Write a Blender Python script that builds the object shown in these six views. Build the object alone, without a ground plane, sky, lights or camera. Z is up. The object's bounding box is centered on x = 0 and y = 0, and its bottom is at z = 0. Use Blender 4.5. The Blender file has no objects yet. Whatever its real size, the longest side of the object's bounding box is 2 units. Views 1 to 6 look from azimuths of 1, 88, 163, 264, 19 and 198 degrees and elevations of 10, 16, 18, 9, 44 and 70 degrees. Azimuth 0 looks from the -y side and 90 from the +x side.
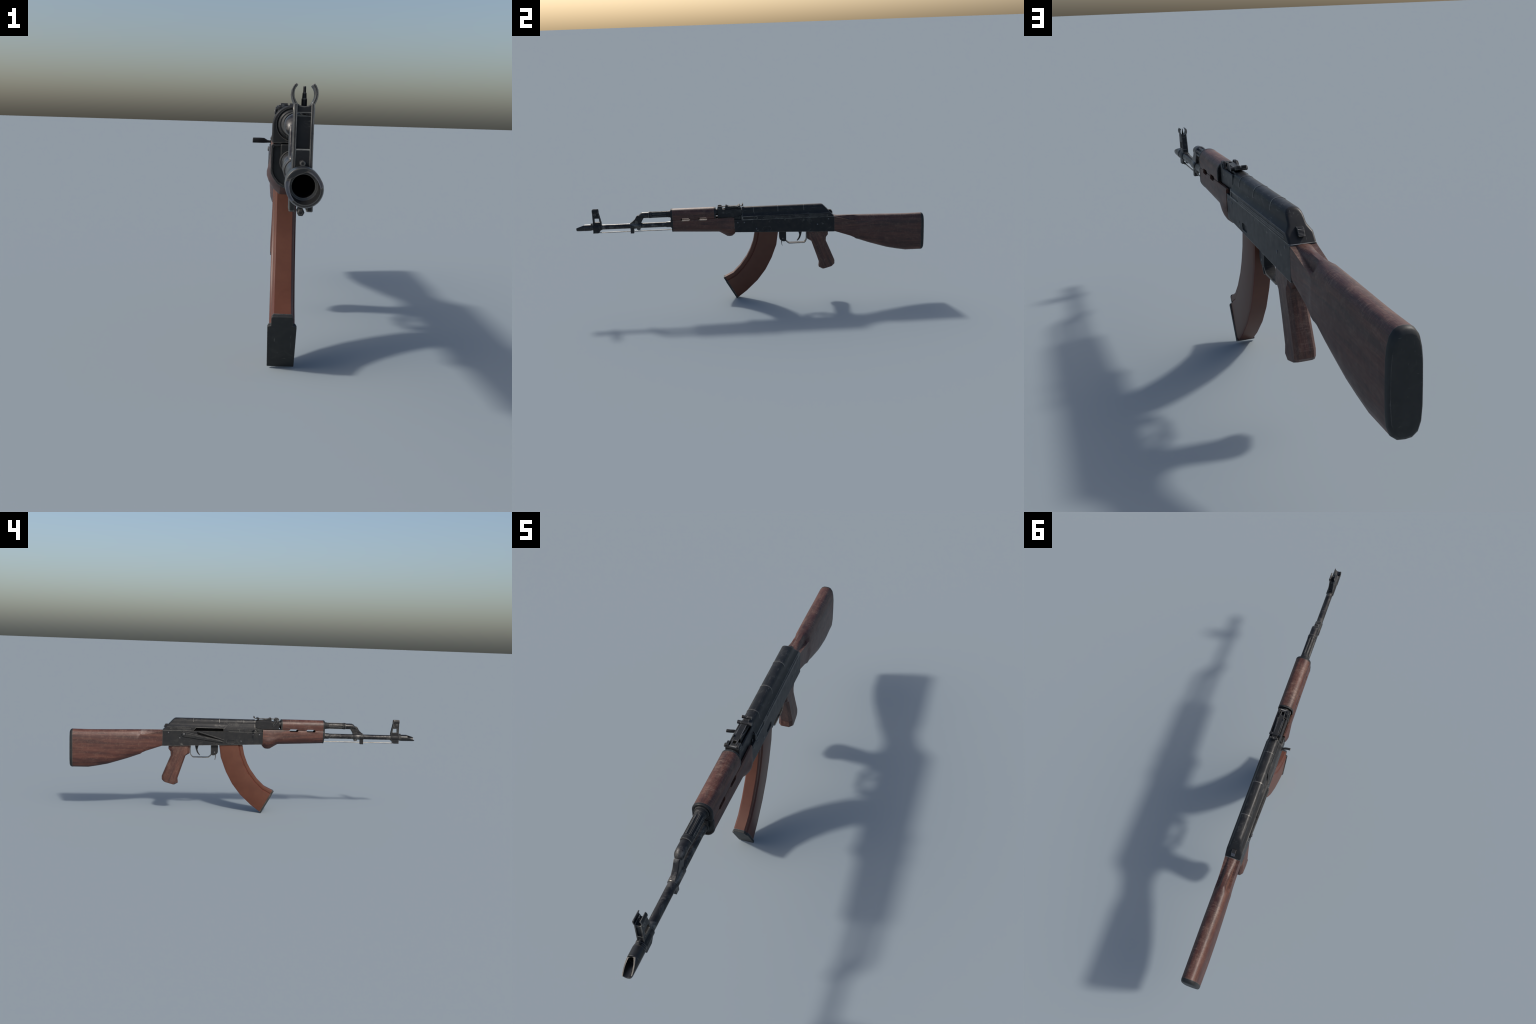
"""Dark steel assault rifle with brown wooden furniture, standing on the tip of
its curved magazine.  Long axis along y (muzzle at -y), symmetric about x = XC."""
import bpy, bmesh, math
from mathutils import Vector, Matrix

XC = 0.0163                      # symmetry plane of the rifle
TAU = 2 * math.pi

# ------------------------------------------------------------------ node help
class Nodes:
    def __init__(self, name):
        self.m = bpy.data.materials.new(name)
        self.m.use_nodes = True
        self.t = self.m.node_tree
        self.t.nodes.clear()
        self.out = self.add("ShaderNodeOutputMaterial")
        self.coord = self.add("ShaderNodeTexCoord").outputs["Object"]

    def add(self, kind, **kw):
        n = self.t.nodes.new(kind)
        for k, v in kw.items():
            setattr(n, k, v)
        return n

    def put(self, sock, v):
        if hasattr(v, "is_output") or isinstance(v, bpy.types.NodeSocket):
            self.t.links.new(v, sock)
        else:
            sock.default_value = v

    def mapping(self, scale=(1, 1, 1), rot=(0, 0, 0), loc=(0, 0, 0), vec=None):
        n = self.add("ShaderNodeMapping")
        self.put(n.inputs["Vector"], vec or self.coord)
        n.inputs["Scale"].default_value = scale
        n.inputs["Rotation"].default_value = rot
        n.inputs["Location"].default_value = loc
        return n.outputs[0]

    def noise(self, vec, scale, detail=4, rough=0.55, dist=0.0):
        n = self.add("ShaderNodeTexNoise")
        self.put(n.inputs["Vector"], vec)
        n.inputs["Scale"].default_value = scale
        n.inputs["Detail"].default_value = detail
        n.inputs["Roughness"].default_value = rough
        n.inputs["Distortion"].default_value = dist
        return n.outputs["Fac"]

    def ramp(self, fac, stops, interp="LINEAR"):
        n = self.add("ShaderNodeValToRGB")
        n.color_ramp.interpolation = interp
        e = n.color_ramp.elements
        while len(e) < len(stops):
            e.new(0.5)
        for el, (p, c) in zip(e, stops):
            el.position = p
            el.color = (c, c, c, 1) if isinstance(c, (int, float)) else (*c, 1)
        self.put(n.inputs["Fac"], fac)
        return n.outputs["Color"]

    def math(self, op, a, b=0.0, clamp=False):
        n = self.add("ShaderNodeMath", operation=op, use_clamp=clamp)
        self.put(n.inputs[0], a)
        self.put(n.inputs[1], b)
        return n.outputs[0]

    def mix(self, fac, a, b, blend="MIX"):
        n = self.add("ShaderNodeMix", data_type="RGBA", blend_type=blend)
        self.put(n.inputs["Factor"], fac)
        for key, v in (("A", a), ("B", b)):
            s = [i for i in n.inputs if i.name == key and i.type == "RGBA"][0]
            self.put(s, v if not isinstance(v, tuple) else (*v, 1))
        return [o for o in n.outputs if o.type == "RGBA"][0]

    def edge(self, radius, lo=0.015, hi=0.12):
        """1 on convex and concave edges, from the bevelled against the true normal."""
        b = self.add("ShaderNodeBevel", samples=10)
        b.inputs["Radius"].default_value = radius
        g = self.add("ShaderNodeNewGeometry")
        d = self.add("ShaderNodeVectorMath", operation="DOT_PRODUCT")
        self.put(d.inputs[0], b.outputs[0])
        self.put(d.inputs[1], g.outputs["Normal"])
        k = self.math("SUBTRACT", 1.0, d.outputs["Value"])
        return self.ramp(k, [(lo, 0.0), (hi, 1.0)])

    def bump(self, height, strength, distance):
        n = self.add("ShaderNodeBump")
        n.inputs["Strength"].default_value = strength
        n.inputs["Distance"].default_value = distance
        self.put(n.inputs["Height"], height)
        return n.outputs[0]

    def finish(self, color, rough, metal=0.0, normal=None, spec=0.5):
        p = self.add("ShaderNodeBsdfPrincipled")
        self.put(p.inputs["Base Color"], color if not isinstance(color, tuple) else (*color, 1))
        self.put(p.inputs["Roughness"], rough)
        self.put(p.inputs["Metallic"], metal)
        p.inputs["Specular IOR Level"].default_value = spec
        if normal is not None:
            self.put(p.inputs["Normal"], normal)
        self.t.links.new(p.outputs[0], self.out.inputs[0])
        return self.m


def metal_material(name, dark, light, wear, worn=(0.30, 0.28, 0.25), rough=0.5, patch=0.35, metal=0.55, spread=(0.57, 0.72), spec=0.4, crown=None):
    k = Nodes(name)
    base = k.mix(k.ramp(k.noise(k.coord, 38, 5, 0.6), [(0.38, 0.0), (0.68, 1.0)]), dark, light)
    # brushed-off blotches
    blot = k.math("MULTIPLY", k.ramp(k.noise(k.coord, 22, 6, 0.7, 0.6), [(spread[0], 0.0), (spread[1], 1.0)]), patch)
    base = k.mix(blot, base, tuple(c * 0.42 for c in worn))
    if crown:                          # rubbed streaks along a band of height
        z = k.add("ShaderNodeSeparateXYZ")
        k.put(z.inputs[0], k.coord)
        near = k.ramp(k.math("MULTIPLY", k.math("ABSOLUTE", k.math("SUBTRACT", z.outputs[2], crown[0])), 1.0 / crown[1]), [(0.3, 1.0), (1.0, 0.0)])
        streak = k.ramp(k.noise(k.mapping((90, 26, 150)), 1, 5, 0.7), [(0.55, 0.0), (0.74, 1.0)])
        base = k.mix(k.math("MULTIPLY", k.math("MULTIPLY", near, streak), 0.42), base, tuple(c * 0.55 for c in worn))
    # fine scratches in two directions
    s1 = k.ramp(k.noise(k.mapping((260, 14, 30), (0.5, 0.2, 0)), 1, 2), [(0.70, 0.0), (0.76, 1.0)])
    s2 = k.ramp(k.noise(k.mapping((60, 25, 300), (-0.6, 0, 0)), 1, 2), [(0.71, 0.0), (0.77, 1.0)])
    scr = k.math("MULTIPLY", k.math("MAXIMUM", s1, s2), 0.22)
    base = k.mix(scr, base, worn)
    # polished edges, broken up by noise
    brk = k.ramp(k.noise(k.coord, 34, 4, 0.65), [(0.34, 0.25), (0.56, 1.0)])
    e = k.math("MULTIPLY", k.math("MULTIPLY", k.edge(0.0030), brk), wear, True)
    col = k.mix(e, base, worn)
    r = k.math("SUBTRACT", k.math("ADD", rough - 0.09, k.math("MULTIPLY", k.noise(k.coord, 45, 5, 0.6), 0.2)),
               k.math("MULTIPLY", e, 0.12))
    bump = k.bump(k.noise(k.coord, 420, 3), 0.10, 0.001)
    return k.finish(col, r, k.math("ADD", metal, k.math("MULTIPLY", e, 0.5), True), bump, spec)


def wood_material(name, rot, deep, mid, pale, dust=0.5, seed=0.0):
    """Grain streaks run along local y after the rotation."""
    k = Nodes(name)
    v = k.mapping((1, 1, 1), rot, (seed, seed * 1.7, seed * 0.6))
    warp = k.noise(k.mapping((9, 2.2, 9), vec=v), 1, 3)
    wv = k.add("ShaderNodeVectorMath", operation="MULTIPLY_ADD")
    cmb = k.add("ShaderNodeCombineXYZ")
    k.put(cmb.inputs[0], warp)
    k.put(cmb.inputs[2], warp)
    k.put(wv.inputs[0], cmb.outputs[0])
    wv.inputs[1].default_value = (0.05, 0, 0.05)
    k.put(wv.inputs[2], v)
    g = k.noise(k.mapping((70, 2.6, 70), vec=wv.outputs[0]), 1, 5, 0.62)
    fine = k.noise(k.mapping((420, 14, 420), vec=wv.outputs[0]), 1, 3, 0.6)
    col = k.ramp(g, [(0.34, deep), (0.50, mid), (0.66, pale)])
    col = k.mix(k.ramp(fine, [(0.35, 0.38), (0.55, 0.0)]), col, tuple(c * 0.45 for c in deep), "MIX")
    stain = k.ramp(k.noise(k.mapping((1, 0.45, 1), vec=v), 13, 4, 0.6, 0.5), [(0.44, 0.0), (0.66, 0.45)])
    col = k.mix(stain, col, tuple(c * 0.8 for c in deep))
    # greyish rubbed film with short scratches
    up = k.add("ShaderNodeSeparateXYZ")
    k.put(up.inputs[0], k.add("ShaderNodeNewGeometry").outputs["Normal"])
    film = k.ramp(k.noise(k.mapping((1, 0.6, 1), vec=v), 42, 8, 0.80, 0.5), [(0.50, 0.0), (0.74, 1.0)])
    hair = k.ramp(k.noise(k.mapping((300, 90, 60), (0.7, 0.3, 0.9), vec=v), 1, 3, 0.7), [(0.55, 0.0), (0.72, 1.0)])
    topw = k.math("ADD", 0.50, k.math("MULTIPLY", up.outputs[2], 0.45))
    across = k.ramp(k.noise(k.mapping((34, 260, 34), (0.0, 0.0, 0.25), vec=v), 1, 6, 0.75), [(0.48, 0.0), (0.66, 1.0)])
    cloud = k.ramp(k.noise(v, 17, 3, 0.6), [(0.42, 0.0), (0.62, 1.0)])
    rubbed = k.math("MULTIPLY", k.math("MULTIPLY", across, cloud), k.math("MAXIMUM", up.outputs[2], 0.0))
    f = k.math("ADD", k.math("MULTIPLY", k.math("ADD", k.math("MULTIPLY", film, 0.6), k.math("MULTIPLY", hair, 0.35)), topw), k.math("MULTIPLY", rubbed, 0.9))
    col = k.mix(k.math("MULTIPLY", f, dust, True), col, (0.30, 0.20, 0.145))
    # rubbed pale edges
    brk = k.ramp(k.noise(v, 48, 5, 0.7), [(0.36, 0.0), (0.62, 1.0)])
    e = k.math("MULTIPLY", k.math("MULTIPLY", k.edge(0.004, 0.03, 0.2), brk), 0.5)
    col = k.mix(e, col, (0.33, 0.20, 0.12))
    r = k.math("ADD", 0.36, k.math("MULTIPLY", k.noise(v, 34, 5, 0.65), 0.22))
    b = k.bump(fine, 0.25, 0.0012)
    return k.finish(col, r, 0.0, b, 0.5)


def bakelite_material(name):
    k = Nodes(name)
    n = k.noise(k.coord, 9, 5, 0.65)
    col = k.ramp(n, [(0.35, (0.088, 0.029, 0.016)), (0.65, (0.113, 0.040, 0.022))])
    speck = k.ramp(k.noise(k.coord, 230, 3, 0.7), [(0.45, 0.0), (0.75, 0.28)])
    col = k.mix(speck, col, (0.075, 0.025, 0.015))
    hair = k.ramp(k.noise(k.mapping((30, 260, 22), (0.6, 0.0, 0.0)), 1, 2), [(0.70, 0.0), (0.77, 0.5)])
    col = k.mix(hair, col, (0.06, 0.018, 0.015))
    e = k.math("MULTIPLY", k.edge(0.005, 0.006, 0.10), 0.85)
    col = k.mix(e, col, (0.120, 0.014, 0.014))
    r = k.math("ADD", 0.38, k.math("MULTIPLY", n, 0.15))
    return k.finish(col, r, 0.0, k.bump(k.noise(k.coord, 300, 3), 0.12, 0.001), 0.38)


STEEL = metal_material("blued_steel", (0.023, 0.024, 0.026), (0.031, 0.031, 0.031), 0.80, (0.46, 0.44, 0.40), rough=0.39, patch=0.25, metal=0.10, spec=0.13)
COVER = metal_material("blued_steel_cover", (0.023, 0.024, 0.026), (0.030, 0.030, 0.030), 0.85, (0.48, 0.46, 0.42), rough=0.37, patch=0.25, metal=0.12, spec=0.16, crown=(0.5360, 0.012))
WORN = metal_material("worn_barrel_steel", (0.020, 0.020, 0.023), (0.040, 0.039, 0.038), 0.80, (0.48, 0.46, 0.42), rough=0.35, patch=0.65, metal=0.50, spread=(0.50, 0.68))
MOUTH = metal_material("muzzle_steel", (0.032, 0.033, 0.035), (0.044, 0.044, 0.044), 0.35, (0.40, 0.38, 0.34), rough=0.32, patch=0.30, metal=0.60)  # base colour lightened to carry the brighter highlights on the muzzle
BRIGHT = metal_material("polished_rod_steel", (0.20, 0.19, 0.175), (0.34, 0.32, 0.29), 0.4, (0.5, 0.48, 0.44), rough=0.36, metal=0.9)
RIVET = metal_material("rivet_steel", (0.085, 0.087, 0.092), (0.15, 0.15, 0.15), 0.5, (0.5, 0.48, 0.44), rough=0.38, metal=0.6)
PLATE = metal_material("phosphate_plate", (0.022, 0.024, 0.024), (0.030, 0.031, 0.031), 0.40, (0.36, 0.34, 0.31), rough=0.5, patch=0.10, metal=0.3)
SHADOW_BLACK = Nodes("painted_shadow_black").finish((0.004, 0.004, 0.004), 0.9, 0.0, None, 0.1)  # near-black paint for the shadow inside openings, such as the ejection port
WOOD = wood_material("walnut_stain", (0, 0, 0), (0.036, 0.012, 0.010), (0.074, 0.024, 0.017), (0.112, 0.040, 0.026), 0.62, 0.3)
WOOD_GUARD = wood_material("walnut_stain_guard", (0.06, 0, 0), (0.030, 0.010, 0.008), (0.076, 0.024, 0.016), (0.118, 0.040, 0.025), 0.6, 1.9)
WOOD_GRIP = wood_material("walnut_stain_grip", (math.radians(68), 0, 0), (0.036, 0.013, 0.010), (0.080, 0.027, 0.018), (0.120, 0.048, 0.030), 0.95, 4.1)
BAKELITE = bakelite_material("red_brown_bakelite")

# -------------------------------------------------------------- geometry help
rifle = bpy.data.objects.new("assault_rifle", None)
bpy.context.scene.collection.objects.link(rifle)
rifle["label"] = "dark worn steel assault rifle with brown wooden stock and curved magazine"
rifle["category"] = "rifle"


def link(name, mesh, mat, parent=None):
    o = bpy.data.objects.new(name, mesh)
    bpy.context.scene.collection.objects.link(o)
    o.parent = parent or rifle
    if mat and not mesh.materials:
        mesh.materials.append(mat)
    return o


def mesh_of(bm, name, smooth=38):
    bmesh.ops.recalc_face_normals(bm, faces=bm.faces)
    me = bpy.data.meshes.new(name)
    bm.to_mesh(me)
    bm.free()
    if smooth:
        me.shade_smooth()
        me.set_sharp_from_angle(angle=math.radians(smooth))
    return me


def loft_bm(rings, closed=True, cap=True, bm=None):
    """Skin a list of rings (equal point counts)."""
    bm = bm or bmesh.new()
    vs = [[bm.verts.new(p) for p in r] for r in rings]
    n = len(vs[0])
    for a, b in zip(vs, vs[1:]):
        for i in range(n if closed else n - 1):
            j = (i + 1) % n
            bm.faces.new((a[i], a[j], b[j], b[i]))
    if cap:
        bm.faces.new(vs[0])
        bm.faces.new(vs[-1])
    return bm


def loft(name, rings, mat, parent=None, smooth=38, bevel=0.0, seg=2, cap=True):
    return finish(loft_bm(rings, True, cap), name, mat, parent, smooth, bevel, seg)


def finish(bm, name, mat, parent=None, smooth=38, bevel=0.0, seg=2, limit=30):
    o = link(name, mesh_of(bm, name, smooth), mat, parent)
    if bevel:
        add_bevel(o, bevel, seg, limit)
    return o


def add_bevel(o, width, seg=2, limit=30):
    b = o.modifiers.new("bevel", "BEVEL")
    b.width, b.segments, b.limit_method = width, seg, "ANGLE"
    b.angle_limit = math.radians(limit)
    b.harden_normals = True


def prism_bm(pts, x0, x1, bm=None):
    """Profile in (y, z), extruded from XC+x0 to XC+x1."""
    return loft_bm([[(XC + x, y, z) for y, z in pts] for x in (x0, x1)], bm=bm)


def prism(name, pts, x0, x1, mat, parent=None, bevel=0.0015, seg=2, smooth=38):
    return finish(prism_bm(pts, x0, x1), name, mat, parent, smooth, bevel, seg)


def box_pts(y0, y1, z0, z1):
    return [(y0, z0), (y1, z0), (y1, z1), (y0, z1)]


def round_pts(pts, r, seg=5):
    """Round every corner of a closed (y, z) polygon."""
    out, n = [], len(pts)
    for i in range(n):
        p, a, b = Vector(pts[i]), Vector(pts[i - 1]), Vector(pts[(i + 1) % n])
        d = min(r, (a - p).length * 0.49, (b - p).length * 0.49)
        s, e = p + (a - p).normalized() * d, p + (b - p).normalized() * d
        for k in range(seg + 1):
            t = k / seg
            out.append(tuple((1 - t) ** 2 * s + 2 * t * (1 - t) * p + t * t * e))
    return out


def circle(y, cz, r, n=32, cx=0.0, squash=1.0):
    return [(XC + cx + r * math.cos(TAU * i / n), y, cz + r * squash * math.sin(TAU * i / n)) for i in range(n)]


def turned(name, profile, cz, mat, parent=None, n=32, bevel=0.0, cx=0.0):
    """Surface of revolution about an axis along y: profile = [(y, radius)]."""
    return loft(name, [circle(y, cz, r, n, cx) for y, r in profile], mat, parent, 34, bevel)


def cross_pin(name, y, z, r, x0, x1, mat, parent, n=20, bevel=0.0008):
    """Round pin along x."""
    rings = [[(XC + x, y + r * math.cos(TAU * i / n), z + r * math.sin(TAU * i / n)) for i in range(n)] for x in (x0, x1)]
    return loft(name, rings, mat, parent, 34, bevel)


def mirror_ring(half, y):
    """half = [(x, z)] from bottom centre up to top centre, x >= 0."""
    left = [(XC - x, y, z) for x, z in reversed(half) if x > 1e-6]
    return [(XC + x, y, z) for x, z in half] + left


def cut(o, *bms):
    """Boolean-subtract cutters, apply, remove helpers."""
    keep = [(m.name, m.width, m.segments) for m in o.modifiers if m.type == "BEVEL"]
    o.modifiers.clear()
    helpers = []
    for bm in bms:
        h = bpy.data.objects.new("helper_cutter", mesh_of(bm, "helper_cutter", 0))
        bpy.context.scene.collection.objects.link(h)
        helpers.append(h)
        m = o.modifiers.new("cut", "BOOLEAN")
        m.operation, m.object, m.solver = "DIFFERENCE", h, "EXACT"
    bpy.context.view_layer.update()
    g = bpy.context.evaluated_depsgraph_get()
    me = bpy.data.meshes.new_from_object(o.evaluated_get(g))
    old = o.data
    o.modifiers.clear()
    me.name = o.name
    o.data = me
    bpy.data.meshes.remove(old)
    for h in helpers:
        d = h.data
        bpy.data.objects.remove(h)
        bpy.data.meshes.remove(d)
    me.shade_smooth()
    me.set_sharp_from_angle(angle=math.radians(38))
    for _, w, s in keep:
        add_bevel(o, w, s)
    return o


def sweep(name, path, half_x, half_t, mat, parent, bevel=0.001):
    """Flat strap following a (y, z) path: half_x across, half_t thick."""
    rings = []
    for i, p in enumerate(path):
        a, b = Vector(path[max(i - 1, 0)]), Vector(path[min(i + 1, len(path) - 1)])
        t = (b - a).normalized()
        n = Vector((-t.y, t.x))
        hx = half_x[i] if isinstance(half_x, list) else half_x
        ht = half_t[i] if isinstance(half_t, list) else half_t
        q, w = Vector(p) + n * ht, Vector(p) - n * ht
        rings.append([(XC + hx, q.x, q.y), (XC - hx, q.x, q.y), (XC - hx, w.x, w.y), (XC + hx, w.x, w.y)])
    return loft(name, rings, mat, parent, 38, bevel)


# ------------------------------------------------------------------- receiver
HW = 0.0335
receiver = prism("receiver", [(0.4795, 0.3830), (-0.0960, 0.4038), (-0.0965, 0.4765), (-0.052, 0.4765), (-0.052, 0.4740), (0.4790, 0.4722)],
                 -HW, HW, STEEL, bevel=0.0018)
dimple = round_pts(box_pts(0.0650, 0.1130, 0.4078, 0.4270), 0.008)
cut(receiver, prism_bm(dimple, HW - 0.004, HW + 0.02), prism_bm(dimple, -HW - 0.02, -HW + 0.004))

rivet_bm = bmesh.new()
bmesh.ops.create_uvsphere(rivet_bm, u_segments=16, v_segments=8, radius=0.0043)
bmesh.ops.scale(rivet_bm, vec=(0.45, 1, 1), verts=rivet_bm.verts)
rivet_mesh = mesh_of(rivet_bm, "rivet")
rivet_mesh.materials.append(RIVET)
for y, z in ((0.4452, 0.4607), (0.3808, 0.4310), (-0.0390, 0.4598), (-0.0763, 0.4602), (0.0290, 0.4195)):
    for side in (-1, 1):
        o = link("rivet", rivet_mesh, None, receiver)
        o.location = (XC + side * HW, y, z)

# trunnion and dark inside below the rear sight
prism("trunnion_floor", box_pts(-0.175, 0.02, 0.455, 0.482), -0.0220, 0.0220, PLATE, receiver, 0.001)
prism("trunnion", [(-0.105, 0.470), (-0.0440, 0.470), (-0.0440, 0.5300), (-0.0600, 0.5300), (-0.0620, 0.4960), (-0.105, 0.4900)], -0.0225, 0.0225, PLATE, receiver, 0.001)
cross_pin("trunnion_pin", -0.0700, 0.4860, 0.0055, -0.0275, 0.0275, STEEL, receiver)
prism("trunnion_cheek", [(-0.0515, 0.4742), (-0.0560, 0.4742), (-0.0560, 0.4990), (-0.0515, 0.5010)], -0.0325, 0.0325, STEEL, receiver, 0.0006)

# selector lever on the -x side: tapered plate, upper flange, pivot
lever_lower = [(0.3700, 0.4545), (0.3660, 0.4640), (0.3575, 0.4680), (0.3450, 0.4665), (0.1520, 0.4245), (0.1300, 0.4135), (0.1550, 0.4130),
               (0.3560, 0.4400), (0.3650, 0.4440)]
selector = prism("selector_lever", lever_lower, -HW - 0.0060, -HW + 0.001, STEEL, receiver, 0.0012)
prism("selector_ridge", [(0.345, 0.4490), (0.170, 0.4205), (0.137, 0.4140), (0.155, 0.4235), (0.345, 0.4570)], -HW - 0.0075, -HW - 0.004, STEEL, receiver, 0.0010)
prism("selector_flange", [(0.2700, 0.4700), (0.1500, 0.4350), (0.1240, 0.4240), (0.1520, 0.4300), (0.2760, 0.4660)], -HW - 0.0048, -HW + 0.001, STEEL, receiver, 0.0010)
prism("selector_black_plate", [(0.2830, 0.4655), (0.2680, 0.4675), (0.1600, 0.4345), (0.1620, 0.4285), (0.2780, 0.4535)], -HW - 0.0012, -HW + 0.001, SHADOW_BLACK, receiver, 0.0)  # flat black plate drawing the dark of the recess above the lever
cross_pin("selector_pivot", 0.3570, 0.4545, 0.0062, -HW - 0.0105, -HW, RIVET, receiver, bevel=0.002)

# ----------------------------------------------------------------- dust cover
dome = [(0.0245, 0.5085), (0.0228, 0.5160), (0.0224, 0.5250), (0.0205, 0.5340), (0.0160, 0.5405), (0.0085, 0.5442), (0.0, 0.5452)]
cover_half = [(0.0, 0.4732), (HW - 0.004, 0.4732), (HW + 0.0004, 0.4732), (HW + 0.0004, 0.4955), (0.0320, 0.4975)] + dome


def slope_y(z):                        # slanted rear face of the cover
    return 0.4105 + (0.5452 - z) * 0.950


def shifted(half, dy):
    return [(x, y + dy(z), z) for x, y, z in mirror_ring(half, 0.0)]


def cover_ring(inset, back):
    """Cover section shrunk by inset, sitting `back` in front of the slanted rear face."""
    h = [(max(0.0, x - inset) if x > 0 else 0.0, z if z < 0.474 else z - inset * (1.0 if x < 0.024 else 0.6)) for x, z in cover_half]
    return shifted(h, lambda z: slope_y(z) - back)


cover = loft("dust_cover", [mirror_ring(cover_half, -0.0500), cover_ring(0, 0.0080), cover_ring(0.0006, 0.0045), cover_ring(0.0020, 0.0018), cover_ring(0.0042, 0.0002), cover_ring(0.0062, 0.0)], COVER, None, 52)
port = [(0.3045, 0.4700), (0.3035, 0.4752), (0.2885, 0.4918), (0.1000, 0.4920), (0.1000, 0.4700)]
cut(cover, prism_bm(port, -0.06, -0.0180), prism_bm(round_pts(box_pts(-0.047, 0.0345, 0.4765, 0.4925), 0.0015), HW - 0.002, 0.06))
prism("port_shadow_plate", box_pts(0.10, 0.310, 0.4736, 0.4935), -0.0185, -0.0165, SHADOW_BLACK, cover, 0.0)
prism("port_floor_shadow_plate", box_pts(0.11, 0.300, 0.4728, 0.4745), -0.0325, -0.0165, SHADOW_BLACK, cover, 0.0)
for y in (0.3043, 0.1558, 0.0155):
    out = [(x * 1.045 + 0.0001, 0.524 + (z - 0.524) * 1.05) for x, z in dome[1:]]
    inn = [(x * 0.90, 0.520 + (z - 0.520) * 0.90) for x, z in dome[1:]]
    rings = []
    for yy, pts in ((y - 0.0030, inn), (y - 0.0014, out), (y + 0.0014, out), (y + 0.0030, inn)):
        arc = [(XC + x, yy, z) for x, z in pts] + [(XC - x, yy, z) for x, z in reversed(pts) if x > 1e-6]
        rings.append(arc)
    loft("stamped_rib", rings, COVER, cover, 50)
# long raised beads on the cover lips
def bead(y0, y1, z0, side):
    p = round_pts([(y0, z0 - 0.0038), (y1, z0 - 0.0042), (y1, z0 + 0.0036), (y0, z0 + 0.0042)], 0.0035)
    a, b = (HW, HW + 0.0016) if side > 0 else (-HW - 0.0016, -HW)
    prism("stamped_bead", p, a, b, STEEL, cover, 0.0007)
bead(0.0715, 0.4420, 0.4835, 1)
bead(0.3200, 0.4340, 0.4850, -1)
prism("recoil_latch", [(0.4400, 0.4980), (0.4500, 0.5085), (0.4635, 0.5075), (0.4720, 0.4905), (0.4600, 0.4860)], -0.0085, 0.0085, STEEL, cover, 0.0010)
for i in range(6):                     # serrations across the latch
    a = 0.5050 - i * 0.0028
    prism("latch_serration", [(0.4648 + i * 0.0014, a), (0.4667 + i * 0.0014, a - 0.0009), (0.4645 + i * 0.0014, a - 0.0018)],
          -0.0078, 0.0078, RIVET, cover, 0.0)

# --------------------------------------------------------------- bolt carrier
carrier_sec = [(-0.012, 0.4752), (-0.0350, 0.4752), (-0.0352, 0.4910), (-0.0310, 0.5045), (-0.0262, 0.5208), (-0.012, 0.5208)]


def carrier_end(z):
    return 0.132 - max(0.0, z - 0.4915) * 1.12


bolt = loft("bolt_carrier", [[(XC + x, -0.0470, z) for x, z in carrier_sec], [(XC + x, carrier_end(z), z) for x, z in carrier_sec]],
            STEEL, None, 30, 0.0012)
prism("carrier_ledge", box_pts(0.0400, 0.1318, 0.4758, 0.4900), -0.0368, -0.030, STEEL, bolt, 0.0010)
prism("carrier_ledge", box_pts(-0.0450, 0.0385, 0.4756, 0.4872), -0.0362, -0.030, STEEL, bolt, 0.0010)
# hooked charging handle: plan-view path lofted with a rounded section
handle = []
for x, y, hy, hz in ((-0.030, -0.034, 0.012, 0.0034), (-0.038, -0.038, 0.0085, 0.0026), (-0.0430, -0.0405, 0.0062, 0.0030), (-0.0500, -0.0440, 0.0046, 0.0054),
                     (-0.060, -0.0465, 0.0042, 0.0056), (-0.0730, -0.0480, 0.0046, 0.0055), (-0.0747, -0.0485, 0.0040, 0.0050)):
    handle.append([(XC + x, y + hy * math.copysign(abs(math.cos(t)) ** 0.6, math.cos(t)), 0.4848 - (0.0054 - hz) * 0.8 + hz * math.copysign(abs(math.sin(t)) ** 0.6, math.sin(t)))
                   for t in (TAU * i / 20 for i in range(20))])
loft("charging_handle", handle, STEEL, bolt, 40)

# ------------------------------------------------------------------- magazine
front = [(0.0200, 0.4180), (0.0183, 0.3970), (0.0070, 0.3430), (-0.0122, 0.2930), (-0.0340, 0.2525), (-0.0735, 0.1990), (-0.1167, 0.1565), (-0.1655, 0.1325)]
rear = [(0.1540, 0.4130), (0.1520, 0.3925), (0.1406, 0.3180), (0.1110, 0.2405), (0.0725, 0.1690), (0.0245, 0.1070), (-0.0407, 0.0455), (-0.0945, 0.0050)]
mag_half = [(0.0, 0.0), (0.0178, 0.0), (0.0222, 0.035), (0.0228, 0.080), (0.0224, 0.135), (0.0206, 0.150), (0.0208, 0.166), (0.0264, 0.186), (0.0268, 0.22), (0.0268, 0.93), (0.0235, 1.0), (0.0, 1.0)]
rings = []
for f, r in zip(front, rear):
    def at(t):
        return f[0] + (r[0] - f[0]) * t, f[1] + (r[1] - f[1]) * t
    rings.append([(XC + x, *at(t)) for x, t in mag_half] + [(XC - x, *at(t)) for x, t in reversed(mag_half) if x > 0])
magazine = loft("magazine", rings, BAKELITE, None, 24, 0.0008, 1)
tip, nose = Vector((-0.1020, 0.0)), Vector((-0.1748, 0.1285))
ax = (nose - tip).normalized()
nr = Vector((ax.y, -ax.x))             # points up into the magazine body
L = (nose - tip).length
plate_half = [(0.0292, 0.0), (0.0306, L * 0.790), (0.0290, L * 0.815), (0.0228, L * 0.825), (0.0228, L * 0.965), (0.0205, L)]


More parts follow.
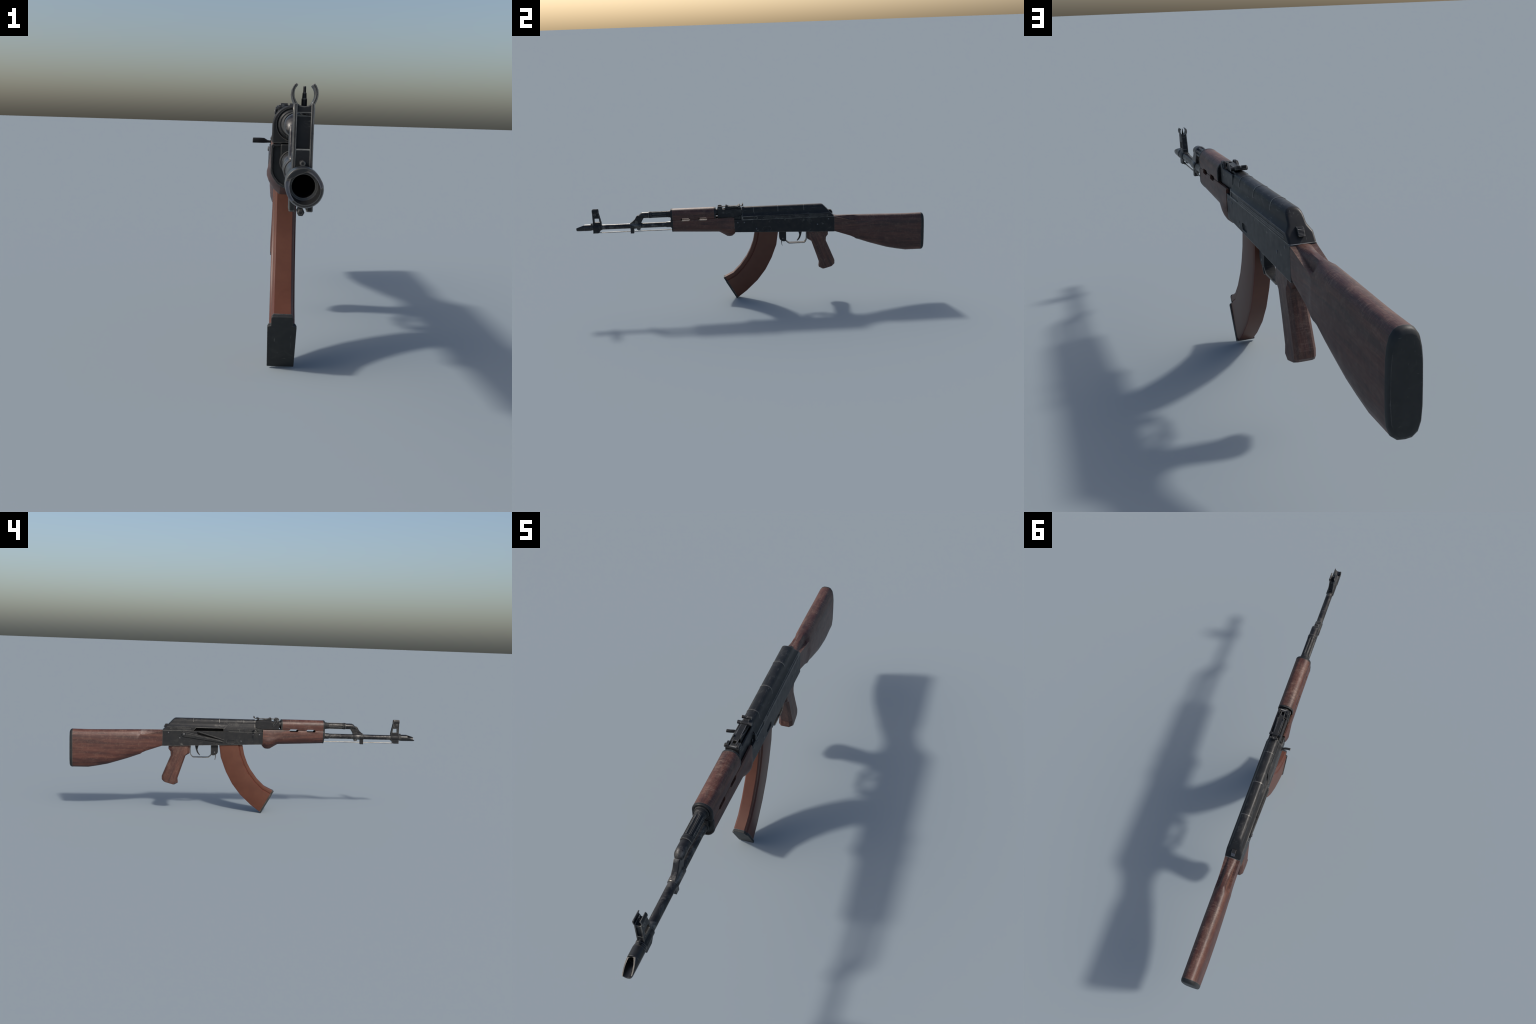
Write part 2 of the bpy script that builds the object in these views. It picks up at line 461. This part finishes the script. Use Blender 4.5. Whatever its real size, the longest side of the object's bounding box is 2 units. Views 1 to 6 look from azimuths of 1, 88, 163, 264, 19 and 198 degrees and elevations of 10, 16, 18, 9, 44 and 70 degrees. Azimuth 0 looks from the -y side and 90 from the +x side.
def plate_ring(h, grow=0.0):
    pts = [(x + grow, u) for x, u in plate_half] + [(-x - grow, u) for x, u in reversed(plate_half)]
    return [(XC + x, *(tip + ax * u + nr * h)) for x, u in pts]


loft("base_plate", [plate_ring(0.0), plate_ring(0.0085)], PLATE, magazine, 30, 0.0014)
loft("base_plate_lip", [plate_ring(0.0085, -0.0012), plate_ring(0.0108, -0.0012)], STEEL, magazine, 30, 0.0006)

# ---------------------------------------------------------------- pistol grip
grip_rear = [(0.4440, 0.3900), (0.4438, 0.3630), (0.4320, 0.3490), (0.4305, 0.3255), (0.4555, 0.2650), (0.4798, 0.2050), (0.4793, 0.1862), (0.4676, 0.1742)]
grip_front = [(0.3203, 0.3900), (0.3205, 0.3640), (0.3212, 0.3420), (0.3450, 0.3270), (0.3668, 0.2620), (0.3890, 0.1945), (0.3858, 0.1690), (0.4060, 0.1570)]
grip_hw = [0.0245, 0.0255, 0.0262, 0.0262, 0.0270, 0.0286, 0.0288, 0.0280]
rings = []
for f, r, w in zip(grip_front, grip_rear, grip_hw):
    half = [(0.0, 0.0), (0.58 * w, 0.0), (0.99 * w, 0.12), (w, 0.45), (0.99 * w, 0.85), (0.66 * w, 0.985), (0.0, 1.0)]
    def at(t):
        return f[0] + (r[0] - f[0]) * t, f[1] + (r[1] - f[1]) * t
    rings.append([(XC + x, *at(t)) for x, t in half] + [(XC - x, *at(t)) for x, t in reversed(half) if x > 0])
grip = loft("pistol_grip", rings, WOOD_GRIP, None, 18, 0.0006, 1)

# --------------------------------------------------- trigger guard and trigger
guard = prism("trigger_guard", round_pts([(0.1590, 0.3920), (0.1590, 0.3520), (0.1640, 0.3410), (0.1810, 0.3315), (0.1990, 0.3325), (0.2000, 0.3920)], 0.005, 3),
              -0.0150, 0.0150, STEEL, None, 0.0010)
strap = round_pts([(0.1950, 0.3385), (0.2000, 0.3310), (0.2130, 0.3190), (0.3050, 0.3190), (0.3165, 0.3350), (0.3180, 0.3900)], 0.006, 3)[3:]
strap = [p for p in strap if p[1] < 0.3895] + [(0.3180, 0.3900)]
sweep("guard_strap", strap, 0.0150, 0.0019, STEEL, guard, 0.0006)
sweep("trigger", [(0.2810, 0.3900), (0.2820, 0.3760), (0.2815, 0.3630), (0.2770, 0.3490), (0.2700, 0.3380), (0.2620, 0.3295)],
      [0.0060, 0.0060, 0.0058, 0.0055, 0.0050, 0.0045], [0.0115, 0.0080, 0.0050, 0.0042, 0.0034, 0.0016], STEEL, guard, 0.001)
sweep("magazine_release", [(0.1735, 0.3400), (0.1725, 0.3290), (0.1725, 0.3180), (0.1752, 0.3050)], [0.0120, 0.0120, 0.0110, 0.0090], [0.0030, 0.0022, 0.0016, 0.0012], STEEL, guard, 0.0006)
cross_pin("guard_pin", 0.1790, 0.3500, 0.0040, -0.0158, 0.0158, RIVET, guard)

# ------------------------------------------------------------------ buttstock
def body_half(w, zb, zt):
    return [(0, zb), (0.40 * w, zb + 0.0015), (0.74 * w, zb + 0.011), (0.93 * w, zb + 0.030), (w, zb + 0.060),
            (w, 0.5 * (zb + zt)), (0.980 * w, zt - 0.060), (0.91 * w, zt - 0.036), (0.78 * w, zt - 0.0170), (0.55 * w, zt - 0.0055), (0.29 * w, zt - 0.0010), (0, zt)]


def neck_half(w, zb, zs, zt, rw=0.0165):
    return [(0, zb), (0.55 * w, zb + 0.0003), (0.84 * w, zb + 0.003), (0.97 * w, zb + 0.010), (w, zb + 0.022),
            (w, 0.5 * (zb + zs)), (w, zs - 0.008), (0.985 * w, zs), (rw * 1.15, zs - 0.001), (rw * 0.85, zt - (zt - zs) * 0.35 - 0.0006), (rw * 0.45, zt - 0.0006), (0, zt)]


def blend(a, b, t):
    return [(p[0] + (q[0] - p[0]) * t, p[1] + (q[1] - p[1]) * t) for p, q in zip(a, b)]


stations = [(0.4780, neck_half(0.0330, 0.3820, 0.4712, 0.4730)),
            (0.5100, neck_half(0.0320, 0.3712, 0.4632, 0.4729)),
            (0.5450, neck_half(0.0314, 0.3590, 0.4538, 0.4725)),
            (0.5700, neck_half(0.0312, 0.3505, 0.4475, 0.4722)),
            (0.5930, neck_half(0.0316, 0.3400, 0.4440, 0.4718)),
            (0.6040, blend(neck_half(0.0325, 0.3310, 0.4440, 0.4715), body_half(0.0352, 0.3310, 0.4715), 0.25)),
            (0.6160, blend(neck_half(0.0340, 0.3265, 0.4455, 0.4713), body_half(0.0354, 0.3265, 0.4713), 0.75)),
            (0.6270, body_half(0.0355, 0.3222, 0.4712)),
            (0.6750, body_half(0.0357, 0.3045, 0.4703)),
            (0.7300, body_half(0.0360, 0.2870, 0.4690)),
            (0.7860, body_half(0.0360, 0.2698, 0.4676)),
            (0.8400, body_half(0.0358, 0.2585, 0.4662)),
            (0.8960, body_half(0.0354, 0.2488, 0.4652)),
            (0.9835, body_half(0.0346, 0.2486, 0.4660))]
stock = loft("buttstock", [mirror_ring(h, y) for y, h in stations], WOOD, None, 38)


def pad(y, s, top=0.4660, curve=0.0):
    h = body_half(0.0346 * s, 0.2486 + (1 - s) * 0.09, top - (1 - s) * 0.10)
    return mirror_ring(h, y)


loft("butt_plate", [pad(0.9825, 0.985), pad(0.9830, 1.005), pad(0.9900, 0.997), pad(0.9955, 0.962), pad(0.9988, 0.900), pad(0.9994, 0.885), pad(1.0, 0.70)], PLATE, stock, 30)

# ------------------------------------------------------------ lower handguard
def lower_half(w, zb, wt=None):
    """Half section: flat top of half width wt, sides flaring to w, rounded bottom."""
    zt = 0.4890
    wt = wt or w
    d = (zt - zb) / 0.075
    return [(0, zb), (0.36 * w, zb + 0.0010), (0.66 * w, zb + 0.008 * d), (0.88 * w, zb + 0.018 * d), (0.985 * w, zb + 0.026 * d),
            (0.95 * w + 0.05 * wt, zb + 0.032 * d), (0.5 * w + 0.5 * wt, zb + 0.041 * d), (wt, zb + 0.052 * d), (wt, zt - 0.004), (0.94 * wt, zt), (0.62 * w, zt), (0, zt)]


guard_st = [(-0.4485, 0.0338, 0.4168), (-0.3200, 0.0346, 0.4112), (-0.1900, 0.0368, 0.4060), (-0.1830, 0.0370, 0.4045), (-0.1620, 0.0390, 0.3920), (-0.1400, 0.0408, 0.3785),
            (-0.1260, 0.0424, 0.3770), (-0.1120, 0.0402, 0.3785)]


def rear_face_y(z):                    # end that hugs the receiver and reaches back under it
    return -0.0970 if z > 0.405 else (-0.0935 if z > 0.388 else -0.1010)


end_half = lower_half(0.0352, 0.3870, 0.0346)
lower = loft("lower_handguard", [mirror_ring(lower_half(w, zb, min(w, 0.0350)), y) for y, w, zb in guard_st] +
             [[(x, rear_face_y(z), z) for x, y, z in mirror_ring(end_half, 0.0)]], WOOD_GUARD, None, 42)


def vent(y0, y1):
    return prism_bm([(y0, 0.4888), (y0 + 0.006, 0.4812), (y1 - 0.006, 0.4812), (y1, 0.4888), (y1 - 0.006, 0.4965), (y0 + 0.006, 0.4965)], -0.06, 0.06)


cut(lower, vent(-0.3035, -0.2500), vent(-0.4040, -0.3490),
    prism_bm(box_pts(-0.5, -0.05, 0.4770, 0.50), -0.0265, 0.0265))
add_bevel(lower, 0.0012, 2)

# front cap of the lower handguard: rim, dark recess and barrel collar
cap_out = [mirror_ring(lower_half(0.0345, 0.4160), y) for y in (-0.4470, -0.4555)]
lcap = loft("handguard_cap", cap_out, STEEL, lower, 40)
inner = [mirror_ring([(x * 0.88, 0.4525 + (z - 0.4525) * 0.88) for x, z in lower_half(0.0345, 0.4160)], y) for y in (-0.4495, -0.47)]
cut(lcap, loft_bm(inner))
add_bevel(lcap, 0.0014, 2)
loft("cap_recess", [mirror_ring([(x * 0.90, 0.4525 + (z - 0.4525) * 0.90) for x, z in lower_half(0.0345, 0.4160)], y) for y in (-0.4480, -0.4500)], PLATE, lower, 40)
turned("barrel_collar", [(-0.448, 0.0205), (-0.460, 0.0205), (-0.4625, 0.0190)], 0.4597, STEEL, lower, 32, 0.0006)
prism("collar_neck", box_pts(-0.4615, -0.448, 0.462, 0.4885), -0.0185, 0.0185, STEEL, lower, 0.002)

# ------------------------------------------------------------ upper handguard
UC = 0.5180


def upper_half(w, h, zb=0.4900):
    n = 10
    arc = [(w * math.cos(a) ** 0.94 if a < 1.56 else 0.0, UC + h * math.sin(a) ** 0.96) for a in (math.pi / 2 * i / n for i in range(n + 1))]
    arc[-1] = (0.0, UC + h)
    arc[0] = (w, UC)
    return [(0, zb), (0.7 * w, zb), (0.97 * w, zb), (w, zb + 0.004)] + arc


upper = loft("upper_handguard", [mirror_ring(upper_half(0.0330, 0.0325), y) for y in (-0.4485, -0.33, -0.2095)], WOOD_GUARD, None, 40)
cut(upper, vent(-0.3035, -0.2500), vent(-0.4040, -0.3490), prism_bm(box_pts(-0.46, -0.20, 0.486, 0.4985), -0.0265, 0.0265))
add_bevel(upper, 0.0010, 2)
uband = loft("handguard_band", [mirror_ring(upper_half(0.0333, 0.0328), y) for y in (-0.2098, -0.2015)], STEEL, upper, 40)
band_hole = [mirror_ring(upper_half(0.0295, 0.0285, 0.480), y) for y in (-0.2070, -0.19)]
cut(uband, loft_bm(band_hole))
add_bevel(uband, 0.0012, 2)
ucap = loft("handguard_cap", [mirror_ring(upper_half(w, h), y) for y, w, h in ((-0.4480, 0.0336, 0.0331), (-0.4550, 0.0336, 0.0331), (-0.4580, 0.0318, 0.0312))], STEEL, upper, 30)
cut(ucap, loft_bm([circle(y, 0.5203, 0.0258) for y in (-0.4545, -0.47)]))
add_bevel(ucap, 0.0012, 2)
turned("cap_ring", [(-0.4540, 0.0238), (-0.4600, 0.0238), (-0.4625, 0.0215)], 0.5203, STEEL, upper, 36, 0.0006)
turned("gas_tube_stub", [(-0.215, 0.0200), (-0.180, 0.0200)], 0.5200, PLATE, upper)

# ------------------------------------------------------------ gas tube, barrel
def gas_ring(y, depth, n=96):
    pts = []
    for i in range(n):
        a = TAU * i / n
        k = abs(((a / TAU * 8 + 0.5) % 1.0) - 0.5) * 2          # 0 mid flute, 1 on land
        f = min(1.0, max(0.0, (0.62 - k) / 0.16))
        r = 0.0181 - 0.0036 * depth * f
        pts.append((XC + r * math.cos(a), y, 0.5203 + r * math.sin(a)))
    return pts


tube_sections = [(-0.4560, 0), (-0.4800, 0), (-0.4830, 0.6), (-0.4860, 1), (-0.5610, 1), (-0.5640, 0.6), (-0.5670, 0), (-0.5845, 0)]
tube = loft("gas_tube", [gas_ring(y, d) for y, d in tube_sections], STEEL, None, 40)
turned("gas_tube_collar", [(-0.4600, 0.0196), (-0.4705, 0.0196), (-0.4730, 0.0184)], 0.5203, STEEL, tube, 36, 0.0006)
turned("gas_tube_collar", [(-0.5695, 0.0183), (-0.5710, 0.0189), (-0.5825, 0.0189), (-0.5845, 0.0172)], 0.5203, STEEL, tube, 36)

BZ = 0.4597
barrel = turned("barrel", [(-0.19, 0.0147), (-0.448, 0.0147), (-0.4485, 0.0168), (-0.4850, 0.0168), (-0.4890, 0.0147), (-0.920, 0.0142)], BZ, WORN, None, 40)

# gas block: cylinder with slanted nose, web down to a collar round the barrel
nose_r = 0.0168
n = 32
rings = [circle(-0.5800, 0.5195, nose_r, n), circle(-0.6180, 0.5195, nose_r, n)]
for k in range(1, 7):                  # rounded nose leaning forward at the bottom
    a = k / 6 * math.pi / 2
    s = max(0.12, math.cos(a))
    rings.append([(x, y - 0.014 * math.sin(a) - (0.5195 + nose_r - z) * 0.62, z) for x, y, z in
                  [(XC + (px - XC) * s, py, 0.5195 + (pz - 0.5195) * s) for px, py, pz in circle(-0.6180, 0.5195, nose_r, n)]])
gasblock = loft("gas_block", rings, WORN, None, 40)
web_side = [(-0.6130, 0.5060), (-0.6260, 0.4850), (-0.6345, 0.4640), (-0.6940, 0.4640), (-0.6935, 0.4765), (-0.6800, 0.4850), (-0.6650, 0.4985), (-0.6570, 0.5130), (-0.6490, 0.5215)]
prism("gas_block_web", web_side, -0.0098, 0.0098, WORN, gasblock, 0.0030, 3)
turned("gas_block_collar", [(-0.6335, 0.0166), (-0.6350, 0.0174), (-0.6925, 0.0174), (-0.6945, 0.0162)], BZ, WORN, gasblock, 36)
prism("rod_lug", [(-0.6375, 0.4520), (-0.6375, 0.4365), (-0.6400, 0.4345), (-0.6530, 0.4350), (-0.6560, 0.4385), (-0.6560, 0.4520)], -0.0090, 0.0090, WORN, gasblock, 0.0012)
prism("rod_lug", [(-0.6935, 0.4520), (-0.6945, 0.4162), (-0.6745, 0.4162), (-0.6735, 0.4520)], -0.0085, 0.0085, WORN, gasblock, 0.0014)
cross_pin("gas_block_pin", -0.6465, 0.4415, 0.0034, -0.0105, 0.0105, RIVET, gasblock)

# ---------------------------------------------------------------- front sight
FB = [(-0.8575, 0.4800), (-0.8600, 0.4465), (-0.8740, 0.4282), (-0.9062, 0.4280), (-0.9062, 0.4800)]
fsight = turned("front_sight", [(-0.8560, 0.0165), (-0.8575, 0.0174), (-0.9060, 0.0174), (-0.9078, 0.0165)], BZ, STEEL, None, 36)
for s in (-1, 1):
    a, b = sorted((s * 0.0060, s * 0.0130))
    prism("sight_foot", [(-0.8600, 0.4550), (-0.8600, 0.4465), (-0.8740, 0.4282), (-0.9062, 0.4280), (-0.9062, 0.4550)], a, b, STEEL, fsight, 0.0010)
    a, b = sorted((s * 0.0074, s * 0.0109))
    leg = prism("sight_leg", [(-0.8570, 0.4640), (-0.8572, 0.4850), (-0.8690, 0.5440), (-0.9040, 0.5440), (-0.9045, 0.4640)], a, b, STEEL, fsight, 0.0007)
    cut(leg, prism_bm([(-0.8655, 0.4895), (-0.8685, 0.5128), (-0.8945, 0.5130), (-0.8960, 0.4895)], -0.03, 0.03))
    add_bevel(leg, 0.0007, 2)
    cross_pin("sight_screw", -0.8905, 0.5352, 0.0062, s * 0.0105, s * 0.0117, STEEL, fsight, 24, 0.0006)
    # curved protective ear
    path = [(0.0092, 0.5420), (0.0108, 0.5455), (0.0123, 0.5492), (0.0128, 0.5535), (0.0122, 0.5578), (0.0107, 0.5610), (0.0086, 0.5636)]
    rings = []
    for i, (x, z) in enumerate(path):
        p, q = Vector(path[max(i - 1, 0)]), Vector(path[min(i + 1, len(path) - 1)])
        t = (q - p).normalized()
        nn = Vector((t.y, -t.x)) * 0.0016
        y0 = -0.8690 - (z - 0.544) * 0.06
        rings.append([(XC + s * (x + nn.x), y0, z + nn.y), (XC + s * (x + nn.x), -0.9040, z + nn.y),
                      (XC + s * (x - nn.x), -0.9040, z - nn.y), (XC + s * (x - nn.x), y0, z - nn.y)])
    loft("sight_ear", rings, STEEL, fsight, 40, 0.0005)
prism("sight_web", [(-0.8590, 0.4640), (-0.8590, 0.4850), (-0.8615, 0.4890), (-0.8975, 0.4885), (-0.9040, 0.4960), (-0.9040, 0.4640)], -0.0085, 0.0085, STEEL, fsight, 0.0008)
cup = [(-0.0092, 0.5460), (-0.0074, 0.5430), (-0.0040, 0.5410), (0.0, 0.5404), (0.0040, 0.5410), (0.0074, 0.5430), (0.0092, 0.5460), (0.0085, 0.5330), (-0.0085, 0.5330)]
loft("sight_bridge", [[(XC + x, y, z) for x, z in cup] for y in (-0.8705, -0.9025)], STEEL, fsight, 40, 0.0006)
prism("sight_rear_panel", [(-0.8690, 0.5120), (-0.8710, 0.5320), (-0.8800, 0.5320), (-0.8780, 0.5120)], -0.0085, 0.0085, STEEL, fsight, 0.0005)
prism("sight_front_panel", [(-0.8975, 0.4940), (-0.8975, 0.5310), (-0.9000, 0.5310), (-0.9000, 0.4940)], -0.0085, 0.0085, STEEL, fsight, 0.0005)
prism("sight_rear_panel", [(-0.8590, 0.4860), (-0.8695, 0.5320), (-0.8715, 0.5320), (-0.8615, 0.4860)], -0.0085, 0.0085, STEEL, fsight, 0.0004)


def post(name, z0, z1, r0, r1):
    rings = [[(XC + r * math.cos(TAU * i / 16), -0.8890 + r * math.sin(TAU * i / 16), z) for i in range(16)] for z, r in ((z0, r0), (z1, r1))]
    loft(name, rings, STEEL, fsight, 40, 0.0003)


post("sight_post", 0.538, 0.5488, 0.0030, 0.0030)
post("sight_post", 0.548, 0.5550, 0.0025, 0.0021)
post("sight_post", 0.5545, 0.5618, 0.0016, 0.0015)
turned("detent_plunger", [(-0.9030, 0.0036), (-0.9150, 0.0036), (-0.9180, 0.0028)], 0.4805, STEEL, fsight, 12, 0.0004)

# --------------------------------------------------------------- muzzle brake
turned("muzzle_nut", [(-0.9070, 0.0158), (-0.9120, 0.0158), (-0.9130, 0.0176), (-0.9190, 0.0176)], BZ, STEEL, barrel, 36, 0.0005)
outer = [(-0.9185, 0.0176), (-0.9200, 0.0188), (-0.9530, 0.0188), (-0.9536, 0.0183), (-0.9555, 0.0183), (-0.9560, 0.0187), (-0.9950, 0.0182), (-1.0, 0.0172)]
brake = turned("muzzle_brake", outer, BZ, MOUTH, None, 32)
lean = math.radians(25)                # the slanted mouth opens up and to the -x side


def wedge():
    """Everything in front of a slanted plane that leaves a lower lip."""
    bm = prism_bm([(-0.9545, BZ + 0.05), (-0.9545, BZ + 0.0120), (-0.9600, BZ + 0.0100), (-1.0020, BZ - 0.0055), (-1.06, BZ - 0.0260), (-1.06, BZ + 0.05)], -0.05, 0.05)
    m = Matrix.Translation((XC, 0, BZ)) @ Matrix.Rotation(-lean, 4, "Y") @ Matrix.Translation((-XC, 0, -BZ))
    bmesh.ops.transform(bm, matrix=m, verts=bm.verts)
    return bm


cut(brake, loft_bm([circle(y, BZ, r, 24) for y, r in ((-0.925, 0.0120), (-0.9545, 0.0120), (-0.9550, 0.0146), (-1.02, 0.0146))]), wedge())
add_bevel(brake, 0.0006, 1)
turned("bore_black_disc", [(-0.9252, 0.0120), (-0.9275, 0.0120)], BZ, SHADOW_BLACK, brake, 24)  # near-black disc closing the inner end of the bore

# --------------------------------------------------------------- cleaning rod
rod = turned("cleaning_rod", [(-0.45, 0.0024), (-0.900, 0.0024)], 0.4272, BRIGHT, None, 16)
turned("rod_head", [(-0.8760, 0.0030), (-0.8800, 0.0043), (-0.9080, 0.0043), (-0.9095, 0.0030)], 0.4275, STEEL, rod, 6, 0.0006)

# ----------------------------------------------------------------- rear sight
rs_side = [(-0.0515, 0.5000), (-0.0970, 0.4895), (-0.1905, 0.4890), (-0.1905, 0.5455), (-0.1860, 0.5510), (-0.1700, 0.5510), (-0.1640, 0.5400), (-0.1590, 0.5370), (-0.0515, 0.5375)]
rsight = prism("rear_sight", rs_side, -0.0245, 0.0245, STEEL, None, 0.0030, 3)
cut(rsight, prism_bm([(-0.150, 0.5305), (-0.045, 0.5305), (-0.045, 0.57), (-0.185, 0.57), (-0.185, 0.5400), (-0.160, 0.5400)], -0.0150, 0.0150))
add_bevel(rsight, 0.0018, 2)
for s in (-1, 1):                      # hinge lugs and spring ramps
    a, b = sorted((s * 0.0135, s * 0.0225))
    prism("sight_lug", [(-0.1885, 0.5440), (-0.1885, 0.5535), (-0.1835, 0.5575), (-0.1690, 0.5572), (-0.1650, 0.5520), (-0.1620, 0.5400)], a, b, STEEL, rsight, 0.0010)
    cross_pin("hinge_screw", -0.1790, 0.5440, 0.0055, s * 0.0240, s * 0.0253, STEEL, rsight, 24, 0.0006)
    a, b = sorted((s * 0.0108, s * 0.0150))
    prism("sight_cam", [(-0.1480, 0.5330), (-0.1440, 0.5580), (-0.1390, 0.5595), (-0.1340, 0.5560), (-0.1150, 0.5500), (-0.0950, 0.5450), (-0.0560, 0.5420), (-0.0560, 0.5330)], a, b, STEEL, rsight, 0.0008)
leaf = prism("sight_leaf", [(-0.1830, 0.5530), (-0.0560, 0.5528), (-0.0500, 0.5545), (-0.0470, 0.5600), (-0.0440, 0.5590), (-0.0450, 0.5525), (-0.0500, 0.5498), (-0.1830, 0.5490)], -0.0100, 0.0100, STEEL, rsight, 0.0006)
cut(leaf, prism_bm(box_pts(-0.176, -0.158, 0.53, 0.57), -0.006, 0.006))
add_bevel(leaf, 0.0006, 2)
for i in range(12):                    # detent teeth along both edges of the leaf
    for side in (-1, 1):
        a, b = sorted((side * 0.0080, side * 0.0106))
        prism("leaf_tooth", box_pts(-0.1330 + i * 0.0048, -0.1306 + i * 0.0048, 0.5500, 0.5535), a, b, RIVET, rsight, 0.0)
notch = prism("sight_notch", round_pts([(-0.0480, 0.5535), (-0.0415, 0.5535), (-0.0415, 0.5640), (-0.0460, 0.5648), (-0.0490, 0.5610)], 0.0015, 2), -0.0175, 0.0175, STEEL, rsight, 0.0008)
cut(notch, prism_bm([(-0.06, 0.5600), (-0.03, 0.5600), (-0.03, 0.57), (-0.06, 0.57)], -0.0013, 0.0013))
add_bevel(notch, 0.0008, 2)
for s in (-1, 1):
    cross_pin("slider_knob", -0.0665, 0.5520, 0.0066, s * 0.0120, s * 0.0255, WORN, rsight, 18, 0.0012)
prism("slider", [(-0.0735, 0.5470), (-0.0600, 0.5470), (-0.0600, 0.5560), (-0.0640, 0.5585), (-0.0690, 0.5585), (-0.0735, 0.5560)], -0.0128, 0.0128, STEEL, rsight, 0.0012)
# handguard release lever on the -x side
prism("release_lever", round_pts([(-0.1905, 0.5490), (-0.1800, 0.5545), (-0.1720, 0.5480), (-0.1520, 0.5150), (-0.1560, 0.5090), (-0.1620, 0.5110)], 0.003, 3), -0.0285, -0.0240, STEEL, rsight, 0.0010)
cross_pin("lever_pivot", -0.1810, 0.5440, 0.0052, -0.0300, -0.0240, RIVET, rsight)
